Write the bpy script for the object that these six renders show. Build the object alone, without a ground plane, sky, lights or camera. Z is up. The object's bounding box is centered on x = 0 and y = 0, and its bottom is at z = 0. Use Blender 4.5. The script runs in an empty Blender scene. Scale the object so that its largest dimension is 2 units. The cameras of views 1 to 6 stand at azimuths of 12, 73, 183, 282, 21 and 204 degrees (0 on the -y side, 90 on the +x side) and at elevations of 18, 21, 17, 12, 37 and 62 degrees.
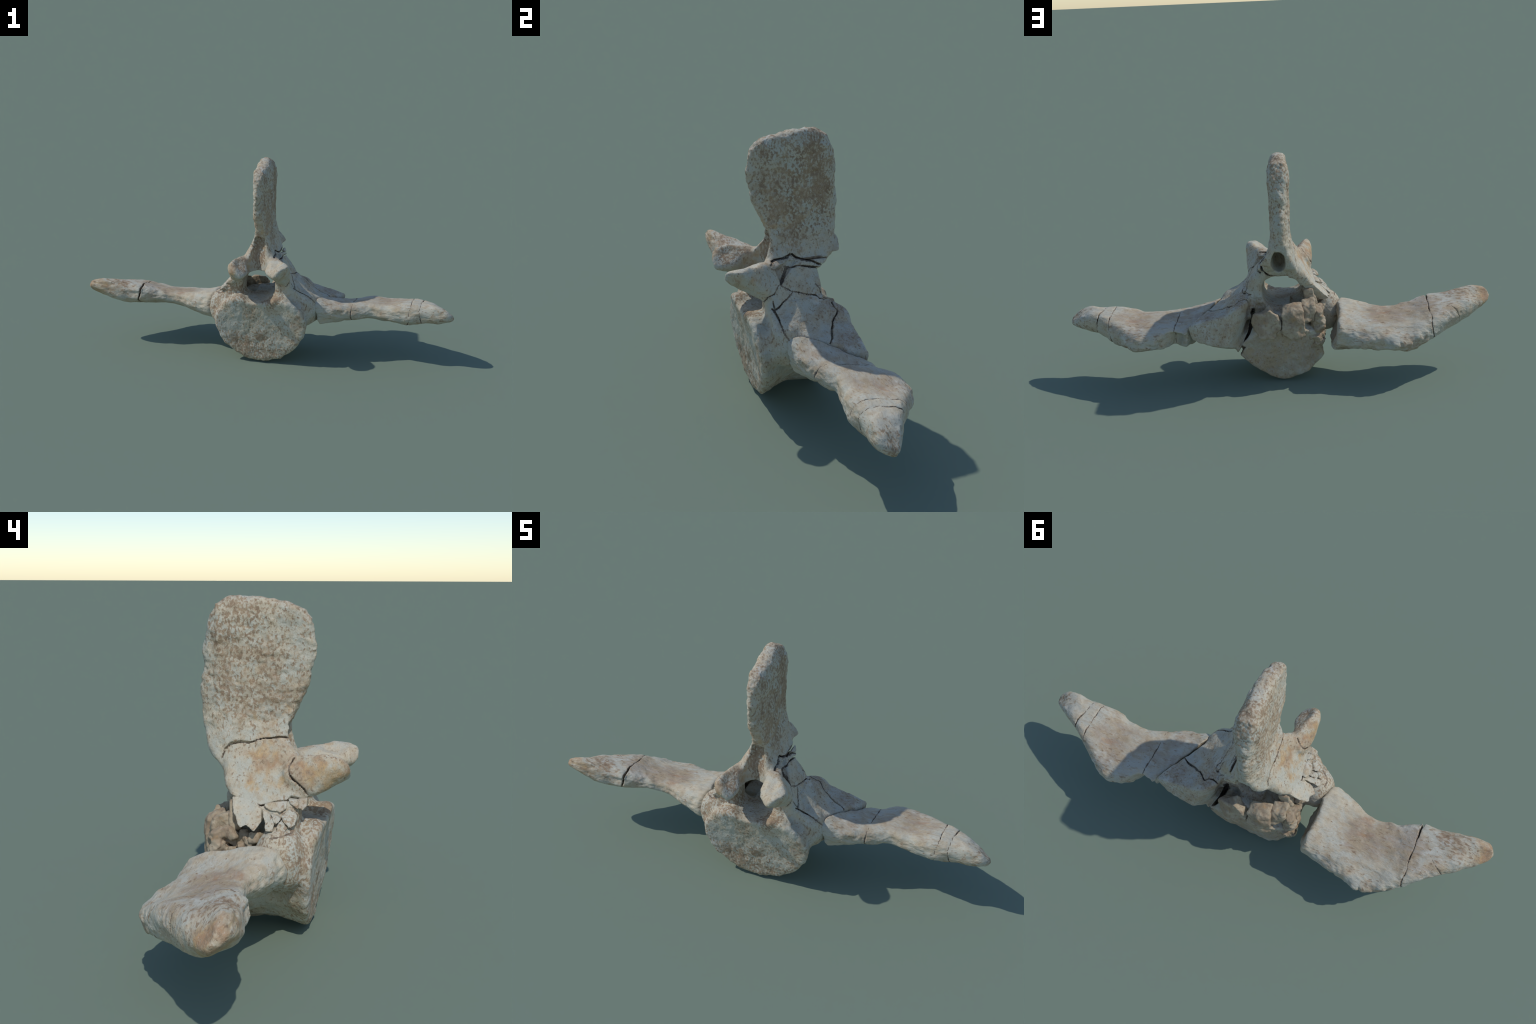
# Fossil caudal vertebra, built as implicit solids (profiles, lofts, carved
# cracks) that are polygonised in this script and split into anatomical parts.
import bpy, bmesh, math
import numpy as np
from mathutils import Vector

H = 0.0030                      # polygonising step in metres
F = np.float32

# ------------------------------------------------------------------ noise ---
def _hash(ix, iy, iz, seed):
    h = (ix.astype(np.uint32) * np.uint32(374761393) + iy.astype(np.uint32) * np.uint32(668265263)
         + iz.astype(np.uint32) * np.uint32(2147483647) + np.uint32((seed * 974634777 + 12345) % 4294967296))
    h = (h ^ (h >> np.uint32(13))) * np.uint32(1274126177)
    h = (h ^ (h >> np.uint32(16))) * np.uint32(2246822519)
    return ((h ^ (h >> np.uint32(15))) & np.uint32(0xffffff)).astype(F) / F(0xffffff) * 2 - 1


def noise(x, y, z, seed=0):
    """smooth value noise, about -1..1, one lump per unit"""
    i, j, k = np.floor(x).astype(np.int32), np.floor(y).astype(np.int32), np.floor(z).astype(np.int32)
    u, v, w = x - i, y - j, z - k
    u, v, w = (t * t * (3 - 2 * t) for t in (u, v, w))
    r = 0
    for a in (0, 1):
        for b in (0, 1):
            for c in (0, 1):
                r = r + _hash(i + a, j + b, k + c, seed) * ((u if a else 1 - u) * (v if b else 1 - v) * (w if c else 1 - w))
    return r


def fractal(x, y, z, scale, octaves=3, seed=0, gain=.5, stretch=(1, 1, 1)):
    r, amp, s = 0, 1.0, 1.0 / scale
    for o in range(octaves):
        r = r + amp * noise(x * s / stretch[0] + 7.3 * o, y * s / stretch[1] + 3.1, z * s / stretch[2], seed + o)
        amp *= gain
        s *= 2.03
    return r


# ------------------------------------------------------- implicit helpers ---
def smin(a, b, k):
    h = np.maximum(k - np.abs(a - b), 0) / k
    return np.minimum(a, b) - h * h * k * F(.25)


def smax(a, b, k):
    return -smin(-a, -b, k)


def ellipsoid(p, c, r, rot=None):
    q = local(p, c, rot)
    k0 = np.sqrt(sum((q[i] / r[i]) ** 2 for i in range(3)))
    return (k0 - 1) * min(r) if max(r) / min(r) < 1.3 else (k0 - 1) * k0 / np.maximum(np.sqrt(sum((q[i] / r[i] ** 2) ** 2 for i in range(3))), 1e-6)


def local(p, c, rot):
    d = [p[i] - F(c[i]) for i in range(3)]
    if rot is None:
        return d
    return [sum(F(rot[i][j]) * d[j] for j in range(3)) for i in range(3)]


def frame(e1, e2):
    a = np.array(e1, float); a /= np.linalg.norm(a)
    b = np.array(e2, float); b -= a * (a @ b); b /= np.linalg.norm(b)
    return np.array([a, b, np.cross(a, b)])


def box(p, c, half, rot=None, r=0.0):
    q = [np.abs(t) - F(h - r) for t, h in zip(local(p, c, rot), half)]
    return np.sqrt(sum(np.maximum(t, 0) ** 2 for t in q)) + np.minimum(np.maximum(np.maximum(q[0], q[1]), q[2]), 0) - F(r)


def hull_planes(points):
    bm = bmesh.new()
    for q in points:
        bm.verts.new(q)
    bmesh.ops.convex_hull(bm, input=bm.verts)
    bm.normal_update()
    c = Vector(np.mean(points, 0))
    out = []
    for f in bm.faces:
        if f.calc_area() > 1e-7:
            n = f.normal if (f.verts[0].co - c).dot(f.normal) > 0 else -f.normal
            w = (*n, n.dot(f.verts[0].co))
            if all(Vector(w[:3]).dot(Vector(o[:3])) < .995 for o in out):
                out.append(w)
    bm.free()
    return out


def hull(p, points, r=.01, grow=.0):
    """rounded convex solid spanned by corner points"""
    d = None
    for a, b, c, w in hull_planes(points):
        e = F(a) * p[0] + F(b) * p[1] + F(c) * p[2] - F(w + grow)
        d = e if d is None else smax(d, e, F(r))
    return d


def capsule(p, a, b, ra, rb):
    a, b = np.array(a, float), np.array(b, float)
    d = b - a
    t = np.clip(sum((p[i] - F(a[i])) * F(d[i]) for i in range(3)) / F(d @ d), 0, 1)
    return np.sqrt(sum((p[i] - F(a[i]) - t * F(d[i])) ** 2 for i in range(3))) - (F(ra) + t * F(rb - ra))


def polygon2(u, v, pts):
    """signed distance to a closed 2D outline"""
    pts = np.array(pts, F)
    d = np.full(np.broadcast(u, v).shape, 1e9, F)
    inside = np.zeros(d.shape, bool)
    for a, b in zip(pts, np.roll(pts, -1, 0)):
        e = b - a
        wu, wv = u - a[0], v - a[1]
        t = np.clip((wu * e[0] + wv * e[1]) / (e @ e), 0, 1)
        d = np.minimum(d, (wu - t * e[0]) ** 2 + (wv - t * e[1]) ** 2)
        if a[1] != b[1]:
            inside ^= ((a[1] > v) != (b[1] > v)) & (u < (b[0] - a[0]) * (v - a[1]) / (b[1] - a[1]) + a[0])
    return np.where(inside, -1, 1) * np.sqrt(d)


def smooth_table(xs, table, n=400):
    """monotone-smooth interpolation of rows over xs, resampled"""
    xs, t = np.array(xs, float), np.array(table, float)
    g = np.linspace(xs[0], xs[-1], n)
    out = []
    for c in t.T:
        m = np.gradient(c, xs)
        i = np.clip(np.searchsorted(xs, g) - 1, 0, len(xs) - 2)
        h = xs[i + 1] - xs[i]
        s = (g - xs[i]) / h
        out.append((2*s**3-3*s**2+1)*c[i] + (s**3-2*s**2+s)*h*m[i] + (-2*s**3+3*s**2)*c[i+1] + (s**3-s**2)*h*m[i+1])
    return g, np.array(out)


def loft_x(p, rows, power=2.6, trough=F(.008)):
    """bone shaft along x: rows of (x, centre y, centre z, half width, half thickness, tilt degrees)"""
    rows = sorted(rows)
    g, (cy, cz, a, b, th) = smooth_table([r[0] for r in rows], [r[1:] for r in rows])
    X = p[0]
    f = lambda c: np.interp(X, g, c).astype(F)
    t = np.radians(f(th))
    y, z = p[1] - f(cy), p[2] - f(cz)
    u, v = y * np.cos(t) + z * np.sin(t), -y * np.sin(t) + z * np.cos(t)
    A, B = np.maximum(f(a), .004), np.maximum(f(b), .004)
    n = ((np.abs(u) / A) ** power + (np.abs(v) / B) ** power) ** (1 / power)
    d = (n - 1) * np.minimum(A, B) * F(.9)
    d = d + trough * np.exp(-((u / A + F(.1)) / F(.5)) ** 2) * np.clip(v / B, 0, 1)
    ends = np.maximum(F(rows[0][0]) - X, X - F(rows[-1][0]))
    return smax(d, ends.astype(F), F(.02)), u / A, v / B


# ------------------------------------------------------------- the grid -----
class Grid:
    def __init__(self, lo, hi):
        self.lo = np.array(lo, float)
        self.n = [int(math.ceil((b - a) / H)) + 1 for a, b in zip(lo, hi)]
        self.ax = [(self.lo[i] + H * np.arange(self.n[i])).astype(F) for i in range(3)]
        self.f = np.full(self.n, .2, F)
        self.groove = None

    def window(self, lo, hi):
        s = tuple(slice(max(0, int((lo[i] - self.lo[i]) / H)), max(1, min(self.n[i], int((hi[i] - self.lo[i]) / H) + 2))) for i in range(3))
        p = [self.ax[0][s[0]][:, None, None], self.ax[1][s[1]][None, :, None], self.ax[2][s[2]][None, None, :]]
        return s, p

    def add(self, lo, hi, fn, k=.02):
        s, p = self.window(lo, hi)
        d = np.broadcast_to(fn(p), self.f[s].shape)
        self.f[s] = smin(self.f[s], d, F(k)) if k else np.minimum(self.f[s], d)

    def cut(self, lo, hi, fn, k=.008):
        s, p = self.window(lo, hi)
        d = np.broadcast_to(fn(p), self.f[s].shape)
        self.f[s] = smax(self.f[s], -d, F(k)) if k else np.maximum(self.f[s], -d)

    def mark(self, lo, hi, d):
        if self.groove is None:
            self.groove = np.full(self.n, 1, F)
        s, _ = self.window(lo, hi)
        self.groove[s] = np.minimum(self.groove[s], d)
        return d

    def dirty(self, centres):
        if self.groove is None:
            return np.zeros(len(centres), np.int32)
        i = np.round((centres - self.lo) / H).astype(int)
        return (self.groove[tuple(np.clip(i, 0, np.array(self.n) - 1).T)] < .0012).astype(np.int32)

    def cracks(self, chains):
        """chains: (surface points, inward direction, depth, half width); carved as chains of thin slabs"""
        for n, (pts, inward, depth, w) in enumerate(chains):
            pts = jagged(np.array(pts, float), n)
            for a, b in zip(pts[:-1], pts[1:]):
                rot = frame(b - a, inward)
                c = (a + b) / 2 + rot[1] * (depth / 2 - .012)
                half = (np.linalg.norm(b - a) / 2 + w * .6, depth / 2 + .012, w)
                e = np.abs(rot.T) @ np.array(half) + .012
                self.cut(c - e, c + e, lambda p: self.mark(c - e, c + e, box(p, c, half, rot)), 0.002)

    def roughen(self, fn, band=.02):
        m = np.nonzero(np.abs(self.f) < band)
        p = [self.ax[i][m[i]] for i in range(3)]
        self.f[m] += fn(*p).astype(F)

    def mesh(self):
        """surface nets"""
        f, n = self.f, self.n
        ins = f < 0
        cells = np.zeros([k - 1 for k in n], np.uint8)
        for a in (0, 1):
            for b in (0, 1):
                for c in (0, 1):
                    cells += ins[a:n[0]-1+a, b:n[1]-1+b, c:n[2]-1+c]
        act = np.nonzero((cells > 0) & (cells < 8))
        ids = np.full(cells.shape, -1, np.int32)
        ids[act] = np.arange(len(act[0]))
        acc = np.zeros((len(act[0]), 3)); cnt = np.zeros(len(act[0]))
        corners = [(a, b, c) for a in (0, 1) for b in (0, 1) for c in (0, 1)]
        val = {o: f[act[0] + o[0], act[1] + o[1], act[2] + o[2]] for o in corners}
        for o in corners:
            for axis in range(3):
                if o[axis] == 0:
                    q = tuple(1 if i == axis else o[i] for i in range(3))
                    A, B = val[o], val[q]
                    m = (A < 0) != (B < 0)
                    t = A[m] / (A[m] - B[m])
                    pt = np.tile(np.array(o, float), (m.sum(), 1))
                    pt[:, axis] += t
                    acc[m] += pt; cnt[m] += 1
        v = (np.stack(act, 1) + acc / cnt[:, None]) * H + self.lo
        quads = []
        for axis in range(3):
            sl0 = [slice(1, k - 1) for k in n]; sl1 = list(sl0)
            sl0[axis] = slice(0, n[axis] - 1); sl1[axis] = slice(1, n[axis])
            A, B = ins[tuple(sl0)], ins[tuple(sl1)]
            e = np.stack(np.nonzero(A != B), 1)
            flip = A[tuple(e.T)]
            for i in range(3):
                if i != axis:
                    e[:, i] += 1
            u, w = (axis + 1) % 3, (axis + 2) % 3
            def at(du, dw):
                q = e.copy(); q[:, u] -= du; q[:, w] -= dw
                return ids[tuple(q.T)]
            q = np.stack([at(1, 1), at(0, 1), at(0, 0), at(1, 0)], 1)
            q[~flip] = q[~flip][:, ::-1]
            quads.append(q)
        return v, np.concatenate(quads)


def jagged(pts, seed, step=.02, amp=.003):
    out = [pts[0]]
    r = np.random.default_rng(seed + 50)
    for a, b in zip(pts[:-1], pts[1:]):
        k = max(1, int(np.linalg.norm(b - a) / step))
        for i in range(1, k + 1):
            q = a + (b - a) * i / k
            out.append(q + r.normal(0, amp, 3) * (i < k))
    return np.array(out)


def ramp(x, pairs):
    xs, ys = zip(*sorted(pairs))
    return np.interp(x, xs, ys).astype(F)


# --------------------------------------------------------------- anatomy ----
# neural spine: broad blade, outline in the (y, z) plane
SPINE_OUTLINE = [(-.062, .52), (-.058, .60), (-.059, .64), (-.070, .684), (-.094, .742), (-.119, .809), (-.137, .873),
                 (-.142, .907), (-.135, .959), (-.121, 1.002), (-.098, 1.026), (-.040, 1.044), (.027, 1.060), (.091, 1.069),
                 (.150, 1.063), (.181, 1.037), (.206, .988), (.226, .912), (.225, .83), (.237, .765), (.227, .716),
                 (.222, .65), (.207, .60), (.190, .562), (.165, .54), (.138, .515), (.1, .51)]


def spine(p):
    x, y, z = p
    d2 = polygon2(y, z, SPINE_OUTLINE) + F(.0012) + fractal(y * 0, y, z, .05, 3, 81) * F(.0035)
    left = ramp(y, [(-.15, -.045), (-.10, -.050), (-.03, -.057), (.04, -.064), (.13, -.075), (.17, -.073), (.205, -.058), (.25, -.038)])
    right = ramp(y, [(-.15, -.022), (-.13, -.012), (-.10, .000), (-.05, .011), (.02, .016), (.15, .016), (.19, .012), (.22, -.006), (.25, -.028)])
    flare = ramp(z, [(.5, .035), (.56, .028), (.60, .020), (.65, .008), (.72, 0), (.9, 0), (.96, .003), (1.01, .001), (1.04, -.010), (1.066, -.026)])
    flare = flare * ramp(y, [(-.1, .3), (0, .6), (.1, 1), (.2, 1.3)])
    return smax(d2, np.maximum(left - flare * F(.7) - x, x - right - flare) * F(.97), F(.02))


LEFT_OUT = [(.68, -.062), (.64, -.075), (.62, -.084), (.58, -.103), (.53, -.130), (.48, -.155), (.44, -.178), (.40, -.202), (.36, -.216), (.30, -.22)]
RIGHT_OUT = [(.68, .012), (.65, .018), (.62, .026), (.60, .036), (.575, .052), (.56, .074), (.50, .116), (.45, .148), (.42, .175), (.39, .215), (.36, .245), (.30, .25)]


def arch(p):
    x, y, z = p
    left, right = ramp(z, LEFT_OUT), ramp(z, RIGHT_OUT)
    side = np.maximum(left - x, x - right) * F(.85)
    rear = np.where(x < -.055, ramp(z, [(.68, .20), (.63, .155), (.6, .140), (.5, .136), (.46, .115), (.44, .06), (.41, .005), (.38, -.015), (.3, -.02)]),
                    ramp(z, [(.68, .20), (.6, .20), (.57, .18), (.55, .16), (.53, .115), (.43, .115), (.38, .12), (.3, .12)]))
    front = np.where(x < -.03, ramp(z, [(.68, -.055), (.63, -.055), (.58, -.095), (.5, -.135), (.43, -.115), (.36, -.11)]),
                     ramp(z, [(.68, -.055), (.63, -.055), (.58, -.07), (.5, -.12), (.43, -.115), (.36, -.11)]))
    d = smax(side, np.maximum(y - rear, front - y), F(.03))
    return smax(d, np.maximum(z - F(.67), F(.30) - z), F(.02))


def canal(p):
    x, y, z = p
    u, v = (x + F(.02)) / F(.088), (z - ramp(y, [(-.17, .427), (-.04, .429), (.1, .431)])) / ramp(y, [(-.17, .072), (-.04, .067), (.1, .071)])
    return ((np.abs(u) ** 2.8 + np.abs(v) ** 2.8) ** (1 / 2.8) - 1) * F(.08) + 0 * y


FACE = [(-.26, .214), (-.243, .155), (-.214, .1), (-.17, .06), (-.12, .027), (-.065, .006), (.02, .0), (.1, .02), (.16, .065),
        (.203, .115), (.236, .17), (.25, .235), (.243, .285), (.209, .335), (.15, .375), (.1, .388), (.03, .385), (-.06, .385),
        (-.1, .385), (-.155, .374), (-.205, .340), (-.242, .28)]
REAR = [(.196, .16), (.124, .09), (.079, .055), (.038, .02), (-.03, .0), (-.09, .025), (-.136, .04), (-.184, .083), (-.212, .115),
        (-.2, .17), (-.19, .23), (-.17, .262), (-.1, .272), (.0, .272), (.09, .27), (.115, .25), (.15, .22)]
MID = (0.0, .2)


def radial(outline):
    """radius of an outline about MID as a function of angle"""
    th = np.linspace(-math.pi, math.pi, 361)
    pts = np.array(outline) - MID
    r = []
    for t in th:
        d = np.array([math.cos(t), math.sin(t)])
        best = 0
        for a, b in zip(pts, np.roll(pts, -1, 0)):
            m = np.array([d, a - b]).T
            if abs(np.linalg.det(m)) > 1e-9:
                s, u = np.linalg.solve(m, a)
                if 0 <= u <= 1 and s > best:
                    best = s
        r.append(best)
    r = np.array(r)
    k = np.ones(9) / 9
    return th, np.convolve(np.concatenate([r[-5:-1], r, r[1:5]]), k, 'valid')


def centrum(p):
    x, y, z = p
    dx, dz = x - F(MID[0]), z - F(MID[1])
    rho, th = np.sqrt(dx * dx + dz * dz), np.arctan2(dz, dx)
    ta, fr = radial(FACE)
    _, rr = radial(REAR)
    rf, rb = np.interp(th, ta, fr).astype(F), np.interp(th, ta, rr).astype(F)
    yf = F(-.138) - F(.122) * z - F(.012) * x + F(.12) * np.maximum(-x - F(.14), 0) * np.clip((z - F(.2)) / F(.12), 0, 1)
    yr = fractal(x, y * 0, z, .045, 3, 77) * F(.004) + F(.143) + F(.225) * z - F(.45) * np.maximum(-x - F(.1), 0) - F(.08) * np.maximum(x - F(.1), 0)
    s = np.clip(rho / rf, 0, 1)
    dish = F(.007) * (1 - ramp(s, [(0, 0), (.45, .12), (.7, .5), (.86, .92), (1, 1)]))
    t = np.clip((y - yf) / (yr - yf), 0, 1)
    waist = F(.035) * np.sin(np.pi * np.clip(t * 1.15, 0, 1)) * ramp(dz, [(-.2, .3), (-.12, 1), (0, 1), (.1, .2), (.2, 0)])
    r = rf + (rb - rf) * ramp(t, [(0, 0), (.18, .03), (1, 1)]) - waist
    d = (rho - r) * F(.93)
    d = smax(d, yf + dish - y, F(.028))
    return smax(d, y - yr, F(.012))


# transverse processes: rows of (x, centre y, centre z, half width, half thickness, tilt)
LEFT_PROCESS = [(-1, -0.052, 0.331, 0.012, 0.01, -45), (-0.985, -0.050, 0.331, 0.030, 0.016, -48), (-0.95, -0.040, 0.326, 0.053, 0.033, -42), (-0.9, -0.023, 0.317, 0.073, 0.051, -31),
                (-0.8, 0.018, 0.291, 0.102, 0.063, -16), (-0.7, 0.067, 0.275, 0.135, 0.06, -15), (-0.6, 0.110, 0.251, 0.149, 0.048, -19),
                (-0.5, 0.117, 0.245, 0.147, 0.048, -15), (-0.4, 0.086, 0.246, 0.152, 0.06, -15), (-0.32, 0.063, 0.25, 0.160, 0.078, -13),
                (-0.26, 0.058, 0.25, 0.160, 0.086, -12), (-0.22, 0.058, 0.25, 0.160, 0.086, -12)]
RIGHT_PROCESS = [(0.19, 0.055, 0.29, 0.150, 0.095, -12), (0.25, 0.068, 0.277, 0.150, 0.08, -12), (0.32, 0.067, 0.266, 0.152, 0.066, -12), (0.4, 0.078, 0.26, 0.144, 0.056, -12),
                 (0.45, 0.093, 0.257, 0.139, 0.054, -12), (0.55, 0.128, 0.262, 0.131, 0.055, -11), (0.65, 0.118, 0.261, 0.139, 0.055, -12),
                 (0.75, 0.082, 0.273, 0.109, 0.066, -13), (0.85, 0.051, 0.292, 0.073, 0.058, -8), (0.93, 0.026, 0.29, 0.053, 0.045, -18),
                 (0.97, 0.016, 0.285, 0.037, 0.026, -30), (1, 0.018, 0.279, 0.012, 0.01, -35)]


# anterior articular processes: wedge-shaped prongs with a dished facet on top
LEFT_PRONG = [(-.062, -.206, .517), (-.074, -.149, .548), (-.163, -.213, .554), (-.128, -.256, .527), (-.086, -.264, .522), (-.102, -.215, .488),
              (-.130, -.184, .595), (-.132, -.232, .590), (-.152, -.240, .572), (-.118, -.262, .552), (-.150, -.146, .460), (-.118, -.12, .46), (-.105, -.08, .575), (-.15, -.06, .52)]
RIGHT_PRONG = [(.070, -.245, .522), (.042, -.213, .528), (.101, -.266, .560), (.095, -.262, .530), (.13, -.245, .575), (.163, -.212, .574), (.105, -.119, .578), (.040, -.092, .569),
               (.145, -.194, .586), (.012, -.107, .520), (.121, -.122, .436), (.085, -.11, .45), (.111, -.050, .500), (.06, -.05, .56), (.145, -.10, .47)]


def facet_process(p, side):
    if side < 0:
        d = hull(p, LEFT_PRONG, .024, .011)
        return smax(d, -ellipsoid(p, (-.078, -.205, .600), (.045, .055, .055), frame((.75, -.1, .65), (0, 1, 0))), F(.012))
    d = hull(p, RIGHT_PRONG, .022, .009)
    return smax(d, -ellipsoid(p, (.075, -.185, .620), (.05, .07, .06)), F(.012))


OUT_R, OUT_L = (-.8, 0, -.55), (.8, 0, -.5)
# broken seams of the body: surface points, direction into the bone, depth, half width
BODY_CRACKS = [
    ([(.066, .17, .578), (.057, .17, .545), (.03, .17, .52), (-.01, .165, .507)], (0, -1, 0), .12, .0045),
    ([(.125, -.051, .498), (.135, -.008, .469), (.141, .032, .459), (.145, .059, .452), (.158, .114, .430)], OUT_R, .014, .0018),
    ([(.137, -.009, .466), (.151, -.037, .449), (.173, -.09, .421), (.155, -.092, .45)], OUT_R, .014, .0017),
    ([(.125, -.06, .50), (.141, -.083, .472), (.13, -.125, .438)], OUT_R, .012, .0014),
    ([(.165, -.103, .425), (.199, -.09, .401), (.253, -.088, .372), (.278, -.070, .338), (.293, -.066, .322)], (-.6, .5, -.5), .02, .0021),
    ([(.13, .155, .410), (.155, .147, .408), (.188, .158, .388), (.201, .149, .382), (.231, .120, .367), (.284, .098, .343), (.333, .072, .332)], (-.3, -.1, -1), .016, .0019),
    ([(.077, -.078, .565), (.068, -.027, .578), (.056, .019, .592), (.072, .055, .570), (.085, .118, .548), (.08, .15, .54)], (-1, 0, -.1), .04, .0032),
    ([(.092, -.012, .556), (.106, -.029, .529), (.125, -.052, .500)], OUT_R, .035, .0048),
    ([(.088, -.010, .562), (.088, .057, .553), (.095, .118, .540)], OUT_R, .03, .003),
    ([(-.10, .150, .560), (-.091, .123, .607), (-.087, .064, .611), (-.082, .02, .626), (-.078, -.024, .631), (-.059, -.07, .625)], OUT_L, .012, .0014),
    ([(-.110, -.085, .570), (-.132, -.072, .546), (-.146, -.076, .527), (-.158, -.109, .500), (-.165, -.14, .465)], OUT_L, .012, .0014),
    ([(-.180, .035, .444), (-.187, .007, .437), (-.178, -.035, .448), (-.175, -.073, .453), (-.166, -.085, .463), (-.166, -.111, .460), (-.168, -.135, .462)], OUT_L, .02, .0021),
    ([(-.274, -.04, .362), (-.262, -.086, .373), (-.228, -.108, .391), (-.19, -.12, .41)], (.7, .2, -.6), .02, .0021),
    ([(.128, .09, .487), (.150, .119, .432), (.122, .125, .420)], (-.6, -.6, 0), .012, .0015),
]


def build_body():
    g = Grid((-.37, -.30, -.02), (.47, .28, 1.09))
    g.add((-.29, -.26, -.02), (.29, .24, .42), centrum, .01)
    g.add((-.35, -.2, .12), (-.15, .06, .42), lambda p: ellipsoid(p, (-.224, -.062, .275), (.074, .080, .10)), .03)
    g.add((.1, -.2, .12), (.33, .1, .44), lambda p: ellipsoid(p, (.205, -.055, .30), (.078, .075, .10)), .03)
    g.add((-.28, -.18, .28), (.29, .25, .69), arch, .02)
    g.add((-.14, -.2, .48), (.1, .28, 1.09), spine, .02)
    g.add((-.02, .12, .53), (.1, .26, .7), lambda p: hull(p, [(.0, .19, .66), (.064, .208, .590), (.03, .216, .632), (.01, .16, .56), (.042, .165, .572), (.0, .205, .58)], .006, .003), .008)
    for s in (-1, 1):
        g.add((-.2, -.3, .44) if s < 0 else (-.02, -.3, .44), (0, 0, .65) if s < 0 else (.2, 0, .65), lambda p: facet_process(p, s), .018)
    g.add((-.16, .0, .2), (.1, .2, .38), lambda p: box(p, (-.045, .095, .285), (.085, .075, .062), None, .015), .01)
    g.add((.12, -.13, .12), (.46, .26, .44), base_shaft, .02)
    # openings
    g.cut((-.14, -.3, .32), (.1, .28, .54), canal, .02)
    g.cut((-.1, -.2, .46), (.05, .1, .73), lambda p: capsule(p, (-.030, -.115, .53), (-.027, -.052, .66), .055, .024), .010)
    g.cut((-.08, .05, .5), (.05, .3, .7), lambda p: ellipsoid(p, (-.018, .215, .594), (.032, .155, .058)), .008)
    # splintered recess between the spine and the right lamina
    g.cut((.02, -.1, .46), (.14, .12, .62), lambda p: hull(p, [(.13, -.075, .555), (.12, -.015, .583), (.13, .05, .585), (.14, -.055, .49), (.055, -.062, .55),
          (.050, .0, .572), (.05, .04, .565), (.09, -.05, .49), (.12, -.03, .52)], .004, -.004), .004)
    # collapsed inside of the bone: void below the canal floor and along the right wall
    g.cut((-.24, .05, .24), (.17, .2, .40), lambda p: box(p, (.085, .135, .36), (.032, .024, .06), None, .01) + fractal(*p, .03, 2, 9) * F(.006), .01)
    g.cut((-.4, .0, .1), (-.1, .26, .42), lambda p: box(p, (-.27, .14, .30), (.065, .12, .3), None, .01) + fractal(*p, .03, 2, 8) * F(.008), .01)
    g.cracks(BODY_CRACKS)
    g.cracks([([(.112, .11, .35), (.118, .125, .29), (.145, .155, .22), (.19, .17, .14)], (0, -1, 0), .075, .009)])
    return g


def gap_plane(p, off=0.0):
    """positive on the outer side of the break through the right transverse process"""
    n = np.array([.26, -.14, .05]); n /= np.linalg.norm(n)
    c = np.array([.30, 0, .30])
    w = fractal(p[0], p[1], p[2], .05, 2, 5) * F(.004)
    return sum((p[i] - F(c[i])) * F(n[i]) for i in range(3)) - F(off) + w


PROCESS_BASE = [(.121, .149, .41), (.167, .203, .391), (.221, .150, .378), (.325, .15, .330), (.412, .195, .302), (.40, .185, .226),
                (.347, .205, .212), (.294, .202, .194), (.234, .211, .198), (.177, .15, .168), (.19, -.06, .20), (.258, -.08, .225),
                (.30, -.011, .352), (.165, -.08, .405), (.275, -.075, .315), (.13, .10, .44), (.12, -.02, .47), (.34, .08, .335), (.2, .02, .18)]


def base_shaft(p):
    x, y, z = p
    crest = ramp(x, [(.10, .50), (.15, .449), (.18, .422), (.225, .376), (.287, .350), (.33, .336), (.42, .305)])
    crest = crest - np.maximum(y, 0) * ramp(x, [(.1, .24), (.15, .19), (.2, .12), (.3, .04), (.4, 0)])
    d = smax(hull(p, PROCESS_BASE, .012), (z - crest) * F(.85), F(.012))
    return smax(d, gap_plane(p), F(.006))


def pits(x, y, z, scale, seed, stretch=(1, 1, 1)):
    """scattered worn hollows, 0..-1"""
    n = fractal(x, y, z, scale, 2, seed, .5, stretch)
    return -np.clip((n - F(.25)) / F(.5), 0, 1)


def bone_grain(x, y, z):
    d = fractal(x, y, z, .06, 3, 11) * F(.003) + fractal(x, y, z, .018, 2, 21, .5, (1, 1, 1.5)) * F(.0011)
    on_spine = np.clip((z - F(.58)) / F(.12), 0, 1)
    d = d + on_spine * (fractal(x, y, z, .015, 2, 25, .6, (1, 1.3, 1)) * F(.0018) - pits(x, y, z, .022, 26) * F(.0022))
    on_face = np.clip((F(-.10) - y) / F(.03), 0, 1) * (z < .40)
    return d + on_face * (fractal(x, y, z, .03, 3, 27, .6) * F(.0010))


# ------------------------------------------------------------- assembling ---
def new_material(name):
    m = bpy.data.materials.new(name)
    m.use_nodes = True
    return m


def vertex_normals(v, q):
    fn = np.cross(v[q[:, 2]] - v[q[:, 0]], v[q[:, 3]] - v[q[:, 1]])
    n = np.zeros_like(v)
    for i in range(4):
        np.add.at(n, q[:, i], fn)
    return n / np.maximum(np.linalg.norm(n, axis=1, keepdims=True), 1e-12)


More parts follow.
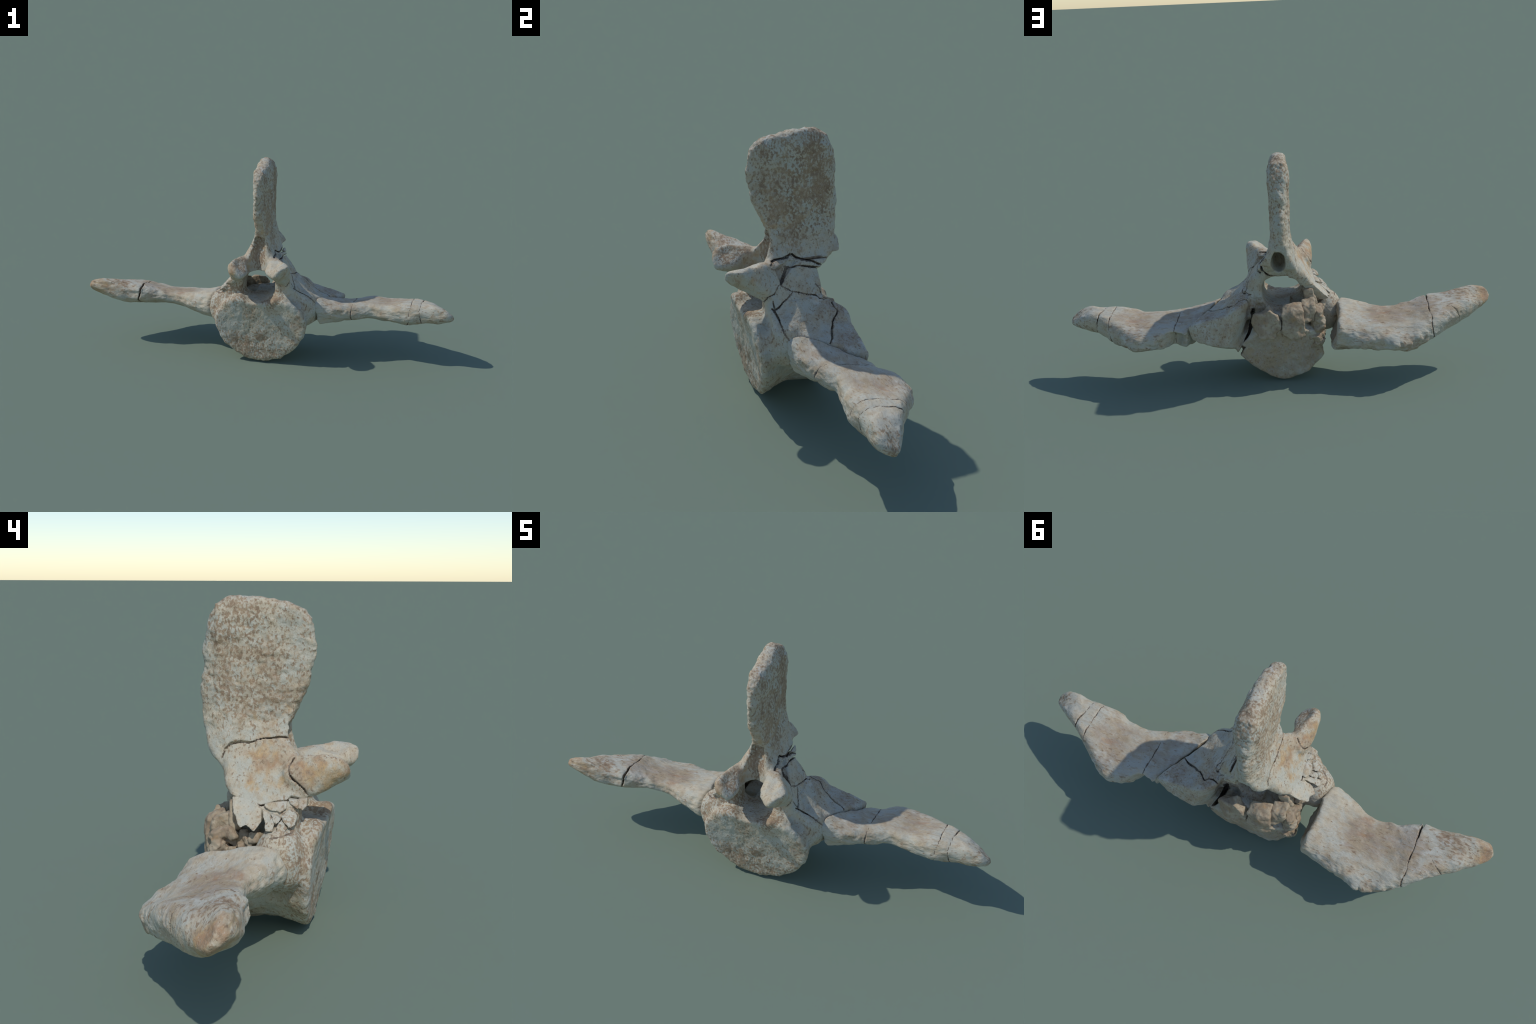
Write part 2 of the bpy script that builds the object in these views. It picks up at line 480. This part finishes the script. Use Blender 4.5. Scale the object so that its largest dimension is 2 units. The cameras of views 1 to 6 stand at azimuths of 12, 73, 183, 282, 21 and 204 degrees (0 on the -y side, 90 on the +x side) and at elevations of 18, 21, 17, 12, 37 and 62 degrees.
def make_part(name, v, q, normals, parent, mats, slots=None):
    used, inv = np.unique(q, return_inverse=True)
    q = inv.reshape(q.shape)
    v, nrm = v[used], normals[used]
    me = bpy.data.meshes.new(name)
    me.vertices.add(len(v)); me.vertices.foreach_set("co", v.astype(F).ravel())
    me.loops.add(q.size); me.loops.foreach_set("vertex_index", q.astype(np.int32).ravel())
    me.polygons.add(len(q)); me.polygons.foreach_set("loop_start", np.arange(0, q.size, 4, dtype=np.int32))
    for m in mats:
        me.materials.append(m)
    me.update(calc_edges=True)
    me.validate()
    if slots is not None:
        me.polygons.foreach_set("material_index", slots.astype(np.int32))
    me.polygons.foreach_set("use_smooth", np.ones(len(q), bool))
    me.normals_split_custom_set_from_vertices([tuple(n) for n in nrm])
    ob = bpy.data.objects.new(name, me)
    bpy.context.scene.collection.objects.link(ob)
    ob.parent = parent
    return ob


root = bpy.data.objects.new("fossil_vertebra", None)
bpy.context.scene.collection.objects.link(root)
root["label"] = "large weathered fossil tail vertebra with broad spine and two side processes"
root["category"] = "fossil bone"
class Nodes:
    """small helper to wire shader nodes"""
    def __init__(self, name):
        self.m = new_material(name)
        self.t = self.m.node_tree
        self.bsdf = self.t.nodes["Principled BSDF"]
        self.co = self.t.nodes.new("ShaderNodeTexCoord").outputs["Object"]

    def put(self, node, **ins):
        n = self.t.nodes.new(node)
        for k, v in ins.items():
            self.set(n.inputs[k], v)
        return n

    def set(self, sock, v):
        if isinstance(v, bpy.types.NodeSocket):
            self.t.links.new(v, sock)
        else:
            sock.default_value = v

    def math(self, op, a, b=0.0, clamp=False):
        n = self.t.nodes.new("ShaderNodeMath")
        n.operation, n.use_clamp = op, clamp
        self.set(n.inputs[0], a); self.set(n.inputs[1], b)
        return n.outputs[0]

    def noise(self, scale, detail=3.0, rough=.6, stretch=(1, 1, 1), shift=(0, 0, 0), distort=0.0):
        mp = self.put("ShaderNodeMapping", Vector=self.co, Scale=stretch, Location=shift)
        return self.put("ShaderNodeTexNoise", Vector=mp.outputs[0], Scale=scale, Detail=detail, Roughness=rough, Distortion=distort).outputs[0]

    def step(self, x, lo, hi, a=0.0, b=1.0):
        n = self.t.nodes.new("ShaderNodeMapRange")
        n.interpolation_type = "SMOOTHSTEP"
        self.set(n.inputs[0], x)
        for i, v in enumerate((lo, hi, a, b)):
            self.set(n.inputs[i + 1], v)
        return n.outputs[0]

    def blob(self, centre, radii, strength=1.0):
        """soft patch round a place on the bone"""
        mp = self.t.nodes.new("ShaderNodeVectorMath"); mp.operation = "SUBTRACT"
        self.set(mp.inputs[0], self.co); mp.inputs[1].default_value = centre
        dv = self.t.nodes.new("ShaderNodeVectorMath"); dv.operation = "DIVIDE"
        self.set(dv.inputs[0], mp.outputs[0]); dv.inputs[1].default_value = radii
        ln = self.t.nodes.new("ShaderNodeVectorMath"); ln.operation = "LENGTH"
        self.set(ln.inputs[0], dv.outputs[0])
        return self.step(ln.outputs["Value"], .35, 1.15, strength, 0.0)

    def mix(self, f, a, b):
        n = self.t.nodes.new("ShaderNodeMix")
        n.data_type = "RGBA"
        self.set(n.inputs[0], f)
        self.set(n.inputs[6], (*a, 1) if isinstance(a, tuple) else a)
        self.set(n.inputs[7], (*b, 1) if isinstance(b, tuple) else b)
        return n.outputs[2]

    def total(self, items):
        r = items[0]
        for i in items[1:]:
            r = self.math("ADD", r, i)
        return r


PALE, CREAM, CHALK = (.465, .45, .375), (.53, .465, .345), (.59, .58, .51)
TAN, BROWN, DARK, GOLD, RUST, MAUVE = (.38, .292, .19), (.29, .192, .115), (.235, .158, .10), (.47, .29, .115), (.34, .185, .09), (.36, .30, .235)


def bone_material(name, grain, cover, gold, smooth, base_bias):
    """pale cortex over brown: speckles where the pale skin has flaked, broad tan stains, rusty and golden patches"""
    k = Nodes(name)
    broad = k.noise(5.5, 3, .55, shift=(3, 1, 7))
    patch = k.noise(15, 4, .6, shift=(1, 9, 2))
    speck = k.noise(105, 2.5, .55, grain, distort=.2)
    fine = k.noise(190, 2, .6, grain)
    tint = k.noise(28, 3, .6, grain, shift=(5, 5, 0))
    col = k.mix(k.step(patch, .38, .62), PALE, CREAM)
    col = k.mix(k.step(k.math("ADD", k.math("MULTIPLY", broad, .6), k.math("MULTIPLY", tint, .4)), .54, .66), col, CHALK)
    # broad worn stains
    stain = k.total([k.math("MULTIPLY", patch, .55), k.math("MULTIPLY", broad, .45), k.total([k.blob(*b) for b in smooth])])
    col = k.mix(k.step(stain, .46, .66, 0, .85), col, k.mix(k.step(tint, .4, .6), TAN, MAUVE))
    # golden and rusty staining
    g = k.total([k.math("MULTIPLY", tint, .7), k.math("MULTIPLY", k.noise(11, 3, .6, shift=(2, 4, 6)), .3), k.total([k.blob(*b) for b in gold])])
    col = k.mix(k.step(g, .58, .82, 0, .8), col, k.mix(k.step(patch, .42, .6), GOLD, RUST))
    # speckles of bared brown bone
    c = k.total([k.math("MULTIPLY", k.math("SUBTRACT", speck, .5), 1.0), k.math("MULTIPLY", k.math("SUBTRACT", patch, .5), .30),
                 k.math("MULTIPLY", k.math("SUBTRACT", broad, .5), .35), k.total([k.blob(*b) for b in cover]), k.math("MULTIPLY", k.math("SUBTRACT", fine, .5), .25)])
    bare = k.step(c, base_bias - .085, base_bias + .095)
    col = k.mix(k.math("MULTIPLY", bare, .92), col, k.mix(k.step(tint, .36, .64), DARK, k.mix(k.step(fine, .4, .65), BROWN, TAN)))
    mottle = k.noise(46, 3, .65, grain, shift=(9, 2, 5))
    col = k.mix(k.step(mottle, .52, .68, 0, .5), col, TAN)
    col = k.mix(k.step(fine, .52, .78, 0, .4), col, TAN)
    col = k.mix(k.step(fine, .2, .45, .3, 0), col, CHALK)
    k.set(k.bsdf.inputs["Base Color"], col)
    k.bsdf.inputs["Roughness"].default_value = .82
    k.bsdf.inputs["Specular IOR Level"].default_value = .3
    h = k.total([k.math("MULTIPLY", bare, -.22), k.math("MULTIPLY", speck, .7), k.math("MULTIPLY", mottle, .6), k.math("MULTIPLY", fine, .3)])
    bump = k.put("ShaderNodeBump", Strength=.75, Distance=.005, Height=h)
    k.set(k.bsdf.inputs["Normal"], bump.outputs[0])
    return k.m


COVER = [((-.02, .06, .87), (.3, .26, .32), .105), ((.03, .05, .85), (.06, .26, .32), .05), ((0, -.13, .03), (.30, .2, .14), .13), ((-.27, -.08, .32), (.12, .14, .16), .13),
         ((.07, -.15, .385), (.07, .09, .06), .24), ((-.10, -.20, .565), (.07, .09, .05), .20), ((0, -.16, .2), (.32, .08, .27), .035), ((-.03, -.05, .59), (.05, .08, .11), .22),
         ((-.13, -.12, .385), (.1, .1, .06), .14), ((-.06, .15, 1.0), (.12, .15, .1), .06)]
GOLDS = [((-.12, -.02, .54), (.10, .16, .12), .20), ((-.15, -.22, .54), (.07, .12, .09), .2), ((.13, -.20, .53), (.09, .12, .08), .12), ((-.03, .03, .75), (.2, .2, .22), .10)]
STAINS = [((.0, .2, .12), (.3, .16, .2), .18), ((.2, .12, .35), (.2, .15, .2), .04), ((-.02, -.05, .78), (.2, .15, .3), .06)]
bone = bone_material("weathered_bone", (1, 1, .78), COVER, GOLDS, STAINS, .135)
shaft_bone = bone_material("weathered_shaft_bone", (.42, 1, 1),
                           [((-.88, -.03, .37), (.2, .12, .08), .12), ((.96, .05, .29), (.13, .12, .1), .15), ((-.62, .22, .2), (.2, .08, .1), .10), ((.62, .22, .2), (.2, .08, .1), .08), ((-.9, -.04, .28), (.22, .1, .06), .06)],
                           [((-1.0, -.06, .33), (.19, .13, .12), .24), ((-.5, .05, .3), (.16, .12, .1), .13), ((-.8, .1, .28), (.2, .1, .1), .05), ((.42, .02, .31), (.2, .1, .08), .05)],
                           [((-.55, .06, .30), (.22, .13, .09), .12), ((-.62, .20, .20), (.2, .10, .07), .08), ((.62, .10, .31), (.16, .12, .08), .10), ((.45, .02, .30), (.1, .1, .1), .05)], .175)

k = Nodes("crack_dark_brown")
k.set(k.bsdf.inputs["Base Color"], k.mix(k.step(k.noise(60), .4, .6), (.15, .115, .085), (.24, .185, .13)))  # dark brown on the faces inside the carved grooves
k.bsdf.inputs["Roughness"].default_value = .95
crack_brown = k.m

k = Nodes("stony_fill")
a, b = k.noise(18, 4, .65), k.noise(70, 3, .65, shift=(4, 4, 4))
col = k.mix(k.step(a, .38, .62), (.33, .25, .165), (.43, .36, .255))
col = k.mix(k.step(b, .52, .68, 0, .6), col, (.22, .145, .095))
col = k.mix(k.step(k.noise(32, 3, .6, shift=(8, 1, 3)), .58, .7, 0, .5), col, (.42, .26, .13))
k.set(k.bsdf.inputs["Base Color"], col)
k.bsdf.inputs["Roughness"].default_value = .92
k.set(k.bsdf.inputs["Normal"], k.put("ShaderNodeBump", Strength=.7, Distance=.005, Height=k.math("ADD", a, k.math("MULTIPLY", b, .5))).outputs[0])
matrix = k.m

g = build_body()
g.roughen(bone_grain)
v, q = g.mesh()
nrm = vertex_normals(v, q)
c = v[q].mean(1).astype(F)
P = [c[:, 0], c[:, 1], c[:, 2]]
names = ["centrum", "neural_arch", "neural_spine", "articular_process", "articular_process", "process_base"]
dist = np.stack([centrum(P), arch(P), spine(P), facet_process(P, -1), facet_process(P, 1), base_shaft(P) + .015])
which = dist.argmin(0)
for i, n in enumerate(names):
    if (which == i).any():
        make_part(n, v, q[which == i], nrm, root, [bone, crack_brown], g.dirty(c[which == i]))


def solid(name, lo, hi, fn, parent, mats, rough=None, slots=None):
    g = Grid(lo, hi)
    g.add(lo, hi, fn, 0)
    if rough:
        g.roughen(rough)
    v, q = g.mesh()
    return make_part(name, v, q, vertex_normals(v, q), parent, mats)


def shaft_grain(x, y, z):
    d = fractal(x, y, z, .07, 2, 11) * F(.003) + fractal(x, y, z, .022, 3, 23, .6, (2.2, 1, 1)) * F(.0014)
    rim = np.clip((y - F(.17)) / F(.04), 0, 1) + np.clip((F(.245) - z) / F(.03), 0, 1)
    tip = np.clip((np.abs(x) - F(.66)) / F(.08), 0, 1)
    knobs = np.abs(fractal(x, y, z,   .034, 2, 29, .4, (1.3, 1, 1.6)))
    return d - np.clip(rim * F(.6) + tip * F(.35), 0, 1) * (np.minimum(knobs, F(.55)) - F(.3)) * F(.0038) - pits(x, y, z, .03, 28, (2, 1, 1)) * F(.0015)


def ring(p, at, lean_y, lean_z, seed, amp=.006):
    """signed distance to a ragged break across a shaft"""
    x, y, z = p
    return x - F(at) - F(lean_y) * (y - F(.05)) - F(lean_z) * (z - F(.28)) + fractal(x * 0, y, z, .05, 3, seed) * F(amp)


# left transverse process, free of the body, with its tip broken off
LO, HI = (-1.02, -.16, .08), (-.2, .30, .42)


def left_shaft(p):
    d, u, w = loft_x(p, LEFT_PROCESS)
    end = p[0] - (ramp(p[1], [(-.14, -.300), (-.07, -.276), (.0, -.266), (.09, -.272), (.2, -.270)]) + ramp(p[2], [(.17, .026), (.24, .0), (.32, -.010)]))
    end = end + fractal(*p, .045, 3, 87) * F(.006)
    d = smax(d, end, F(.022))
    return smax(d, -ellipsoid(p, (-.228, .07, .25), (.058, .115, .07)), F(.01))


def left_break(p):
    return ring(p, -.707, .03, .18, 31)


def broken_shaft(lo, hi, shaft, break_fn, rings):
    """one shaft with ragged grooves; the faces beyond break_fn become its tip"""
    g = Grid(lo, hi)
    g.add(lo, hi, shaft, 0)
    g.roughen(shaft_grain)
    for fn, width, depth in rings:
        s, p = g.window(lo, hi)
        inside = g.f[s]
        d = np.maximum(np.abs(fn(p)) - width(p), -(inside + F(depth))) + 0 * inside
        g.mark(lo, hi, d)
        g.f[s] = smax(inside, -d, F(.002))
    v, q = g.mesh()
    n, c = vertex_normals(v, q), v[q].mean(1).astype(F)
    tip = break_fn([c[:, 0], c[:, 1], c[:, 2]])
    main = make_part("transverse_process", v, q[~tip], n, root, [shaft_bone, crack_brown], g.dirty(c[~tip]))
    make_part("process_tip", v, q[tip], n, main, [shaft_bone, crack_brown], g.dirty(c[tip]))


def uneven(lo, hi, seed):
    return lambda p: F((lo + hi) / 2) + F((hi - lo) / 2) * fractal(p[0] * 0, p[1], p[2], .045, 2, seed)


broken_shaft(LO, HI, left_shaft, lambda c: left_break(c) < 0,
             [(left_break, lambda p: uneven(-.0003, .0018, 4)(p) + F(.003) * ramp(p[1], [(-.05, 1), (.02, .2), (.08, 0), (.16, .25)]), .014),
              (lambda p: ring(p, -.80, -.9, .6, 33, .004), lambda p: F(.0016) * ramp(p[1], [(.05, -1), (.10, 1), (.2, 1)]) + 0 * p[2], .008)])

# right transverse process: shaft and tip beyond the gap
LO, HI = (.22, -.16, .08), (1.02, .30, .42)


INNER_HEAD = [(.240, -.085, .222), (.255, -.066, .335), (.28, -.01, .352), (.31, .07, .335), (.40, -.035, .300), (.42, -.022, .228), (.34, .06, .21), (.42, .10, .305), (.33, .15, .25)]


def right_shaft(p):
    d, u, w = loft_x(p, RIGHT_PROCESS)
    d = smax(d, F(.012) * ramp(p[1], [(-.1, 1.6), (.05, .8), (.2, .3)]) - gap_plane(p), F(.008))
    d = smin(d, smax(hull(p, INNER_HEAD, .014, .004), F(.012) * ramp(p[1], [(-.1, 1.2), (.05, .8), (.2, .3)]) - gap_plane(p), F(.006)), F(.015))
    notch = box(p, (.44, .272, .195), (.10, .075, .07), frame((1, -.75, .2), (.6, 1, .2)), .01) + fractal(*p, .04, 2, 3) * F(.005)
    return smax(d, -notch, F(.008))


def right_break(p):
    return ring(p, .835, .2, -.1, 37, .007)


broken_shaft(LO, HI, right_shaft, lambda c: right_break(c) > 0,
             [(right_break, uneven(-.0002, .0024, 6), .010),
              (lambda p: ring(p, .772, .1, .1, 38, .004), uneven(-.0015, .0022, 7), .006),
              (lambda p: ring(p, .466, .06, 0, 39, .004), uneven(-.001, .0026, 9), .008)])

# blocks of hardened fill exposed behind the canal
stone_grain = lambda x, y, z: fractal(x, y, z, .035, 3, 41) * F(.0065) + fractal(x, y, z, .09, 1, 43) * F(.008)
BLOCKS = [[(0.101, 0.189, 0.345), (0.112, 0.182, 0.3), (0.085, 0.210, 0.245), (0.035, 0.162, 0.375), (0.033, 0.199, 0.368), (0.005, 0.209, 0.35), (-0.02, 0.160, 0.335),
           (-0.018, 0.206, 0.3), (0.01, 0.210, 0.238), (0.1, 0.152, 0.31), (0.02, 0.142, 0.3), (0.09, 0.162, 0.24), (0, 0.162, 0.24)],
          [(-0.022, 0.162, 0.372), (-0.024, 0.196, 0.35), (-0.03, 0.210, 0.24), (-0.028, 0.152, 0.25), (-0.055, 0.152, 0.386), (-0.11, 0.137, 0.388), (-0.105, 0.182, 0.375),
           (-0.115, 0.189, 0.33), (-0.118, 0.187, 0.25), (-0.085, 0.204, 0.238), (-0.12, 0.132, 0.27), (-0.075, 0.206, 0.33)],
          [(-0.113, 0.127, 0.39), (-0.16, 0.112, 0.392), (-0.165, 0.152, 0.375), (-0.118, 0.158, 0.372), (-0.122, 0.182, 0.31), (-0.168, 0.162, 0.3), (-0.17, 0.112, 0.29), (-0.12, 0.112, 0.29)]]
for corners in BLOCKS:
    lo, hi = np.min(corners, 0) - .025, np.max(corners, 0) + .025
    solid("fill_block", lo, hi, lambda p: hull(p, corners, .007, .004), root, [matrix], stone_grain)


def rubble(p):
    r = np.random.default_rng(12)
    d = None
    for c0, spread, count, size in (((-.184, .118, .265), (.016, .030, .085), 46, .020), ((-.182, .005, .315), (.018, .04, .020), 18, .018), ((-.176, .062, .315), (.014, .018, .022), 12, .017),
                                    ((-.165, .135, .205), (.03, .018, .03), 14, .022)):
        for i in range(count):
            c1 = np.array(c0) + r.uniform(-1, 1, 3) * spread
            h = size * r.uniform(.5, 1.1, 3)
            e = box(p, c1, h, frame(r.normal(size=3), r.normal(size=3)), .006)
            d = e if d is None else smin(d, e, F(.004))
    return d


ob = solid("rubble_fill", (-.27, -.08, .1), (-.1, .22, .46), rubble, root, [matrix], lambda x, y, z: fractal(x, y, z, .02, 3, 51) * F(.004))
ob["kind"] = "stuff"

# broken plates of bone shingled below the left lamina: outlines in (y, z) on a sloping face
SHARDS = [[(.100, .455), (.036, .448), (.002, .425), (-.003, .392), (.016, .366), (.042, .384), (.060, .372), (.088, .418)],
          [(-.002, .424), (-.024, .418), (-.045, .389), (-.041, .374), (-.022, .373)],
          [(-.003, .439), (-.073, .449), (-.077, .433), (-.058, .418), (-.024, .424)],
          [(-.029, .418), (-.053, .411), (-.061, .403), (-.049, .390)],
          [(-.063, .412), (-.084, .427), (-.101, .424), (-.110, .412), (-.107, .392), (-.089, .382)],
          [(-.053, .385), (-.065, .397), (-.087, .381), (-.075, .368), (-.058, .366)],
          [(-.078, .453), (-.102, .455), (-.122, .443), (-.111, .433), (-.086, .441)],
          [(-.106, .456), (-.134, .460), (-.135, .441), (-.126, .428), (-.113, .434)]]
for n, outline in enumerate(SHARDS):
    deep = .055 if n in (0, 1) else .04
    def shard(p):
        x, y, z = p
        face = F(-.166) - F(.90) * (F(.463) - z) + noise(y * 20, z * 20, y * 0 + n, 61) * F(.004)
        d2 = polygon2(y + 0 * z, z + 0 * y, outline)[0:1] - F(.0010)
        return smax(d2 * F(.8) + 0 * x, np.maximum(face - x, x - face - F(deep)) * F(.7), F(.0015))
    ys, zs = zip(*outline)
    solid("bone_shard", (-.32, min(ys) - .03, min(zs) - .03), (-.08, max(ys) + .03, max(zs) + .03), shard, root, [bone], lambda x, y, z: fractal(x, y, z, .02, 3, 71) * F(.002))

# thin wall plates standing on edge behind the shards
for c0, half in (((-.150, .092, .395), (.020, .015, .046)),):
    rot = frame((1, .1, -.1), (0, 1, -.12))
    solid("wall_plate", np.array(c0) - .08, np.array(c0) + .08, lambda p: box(p, c0, half, rot, .006), root, [matrix], stone_grain)
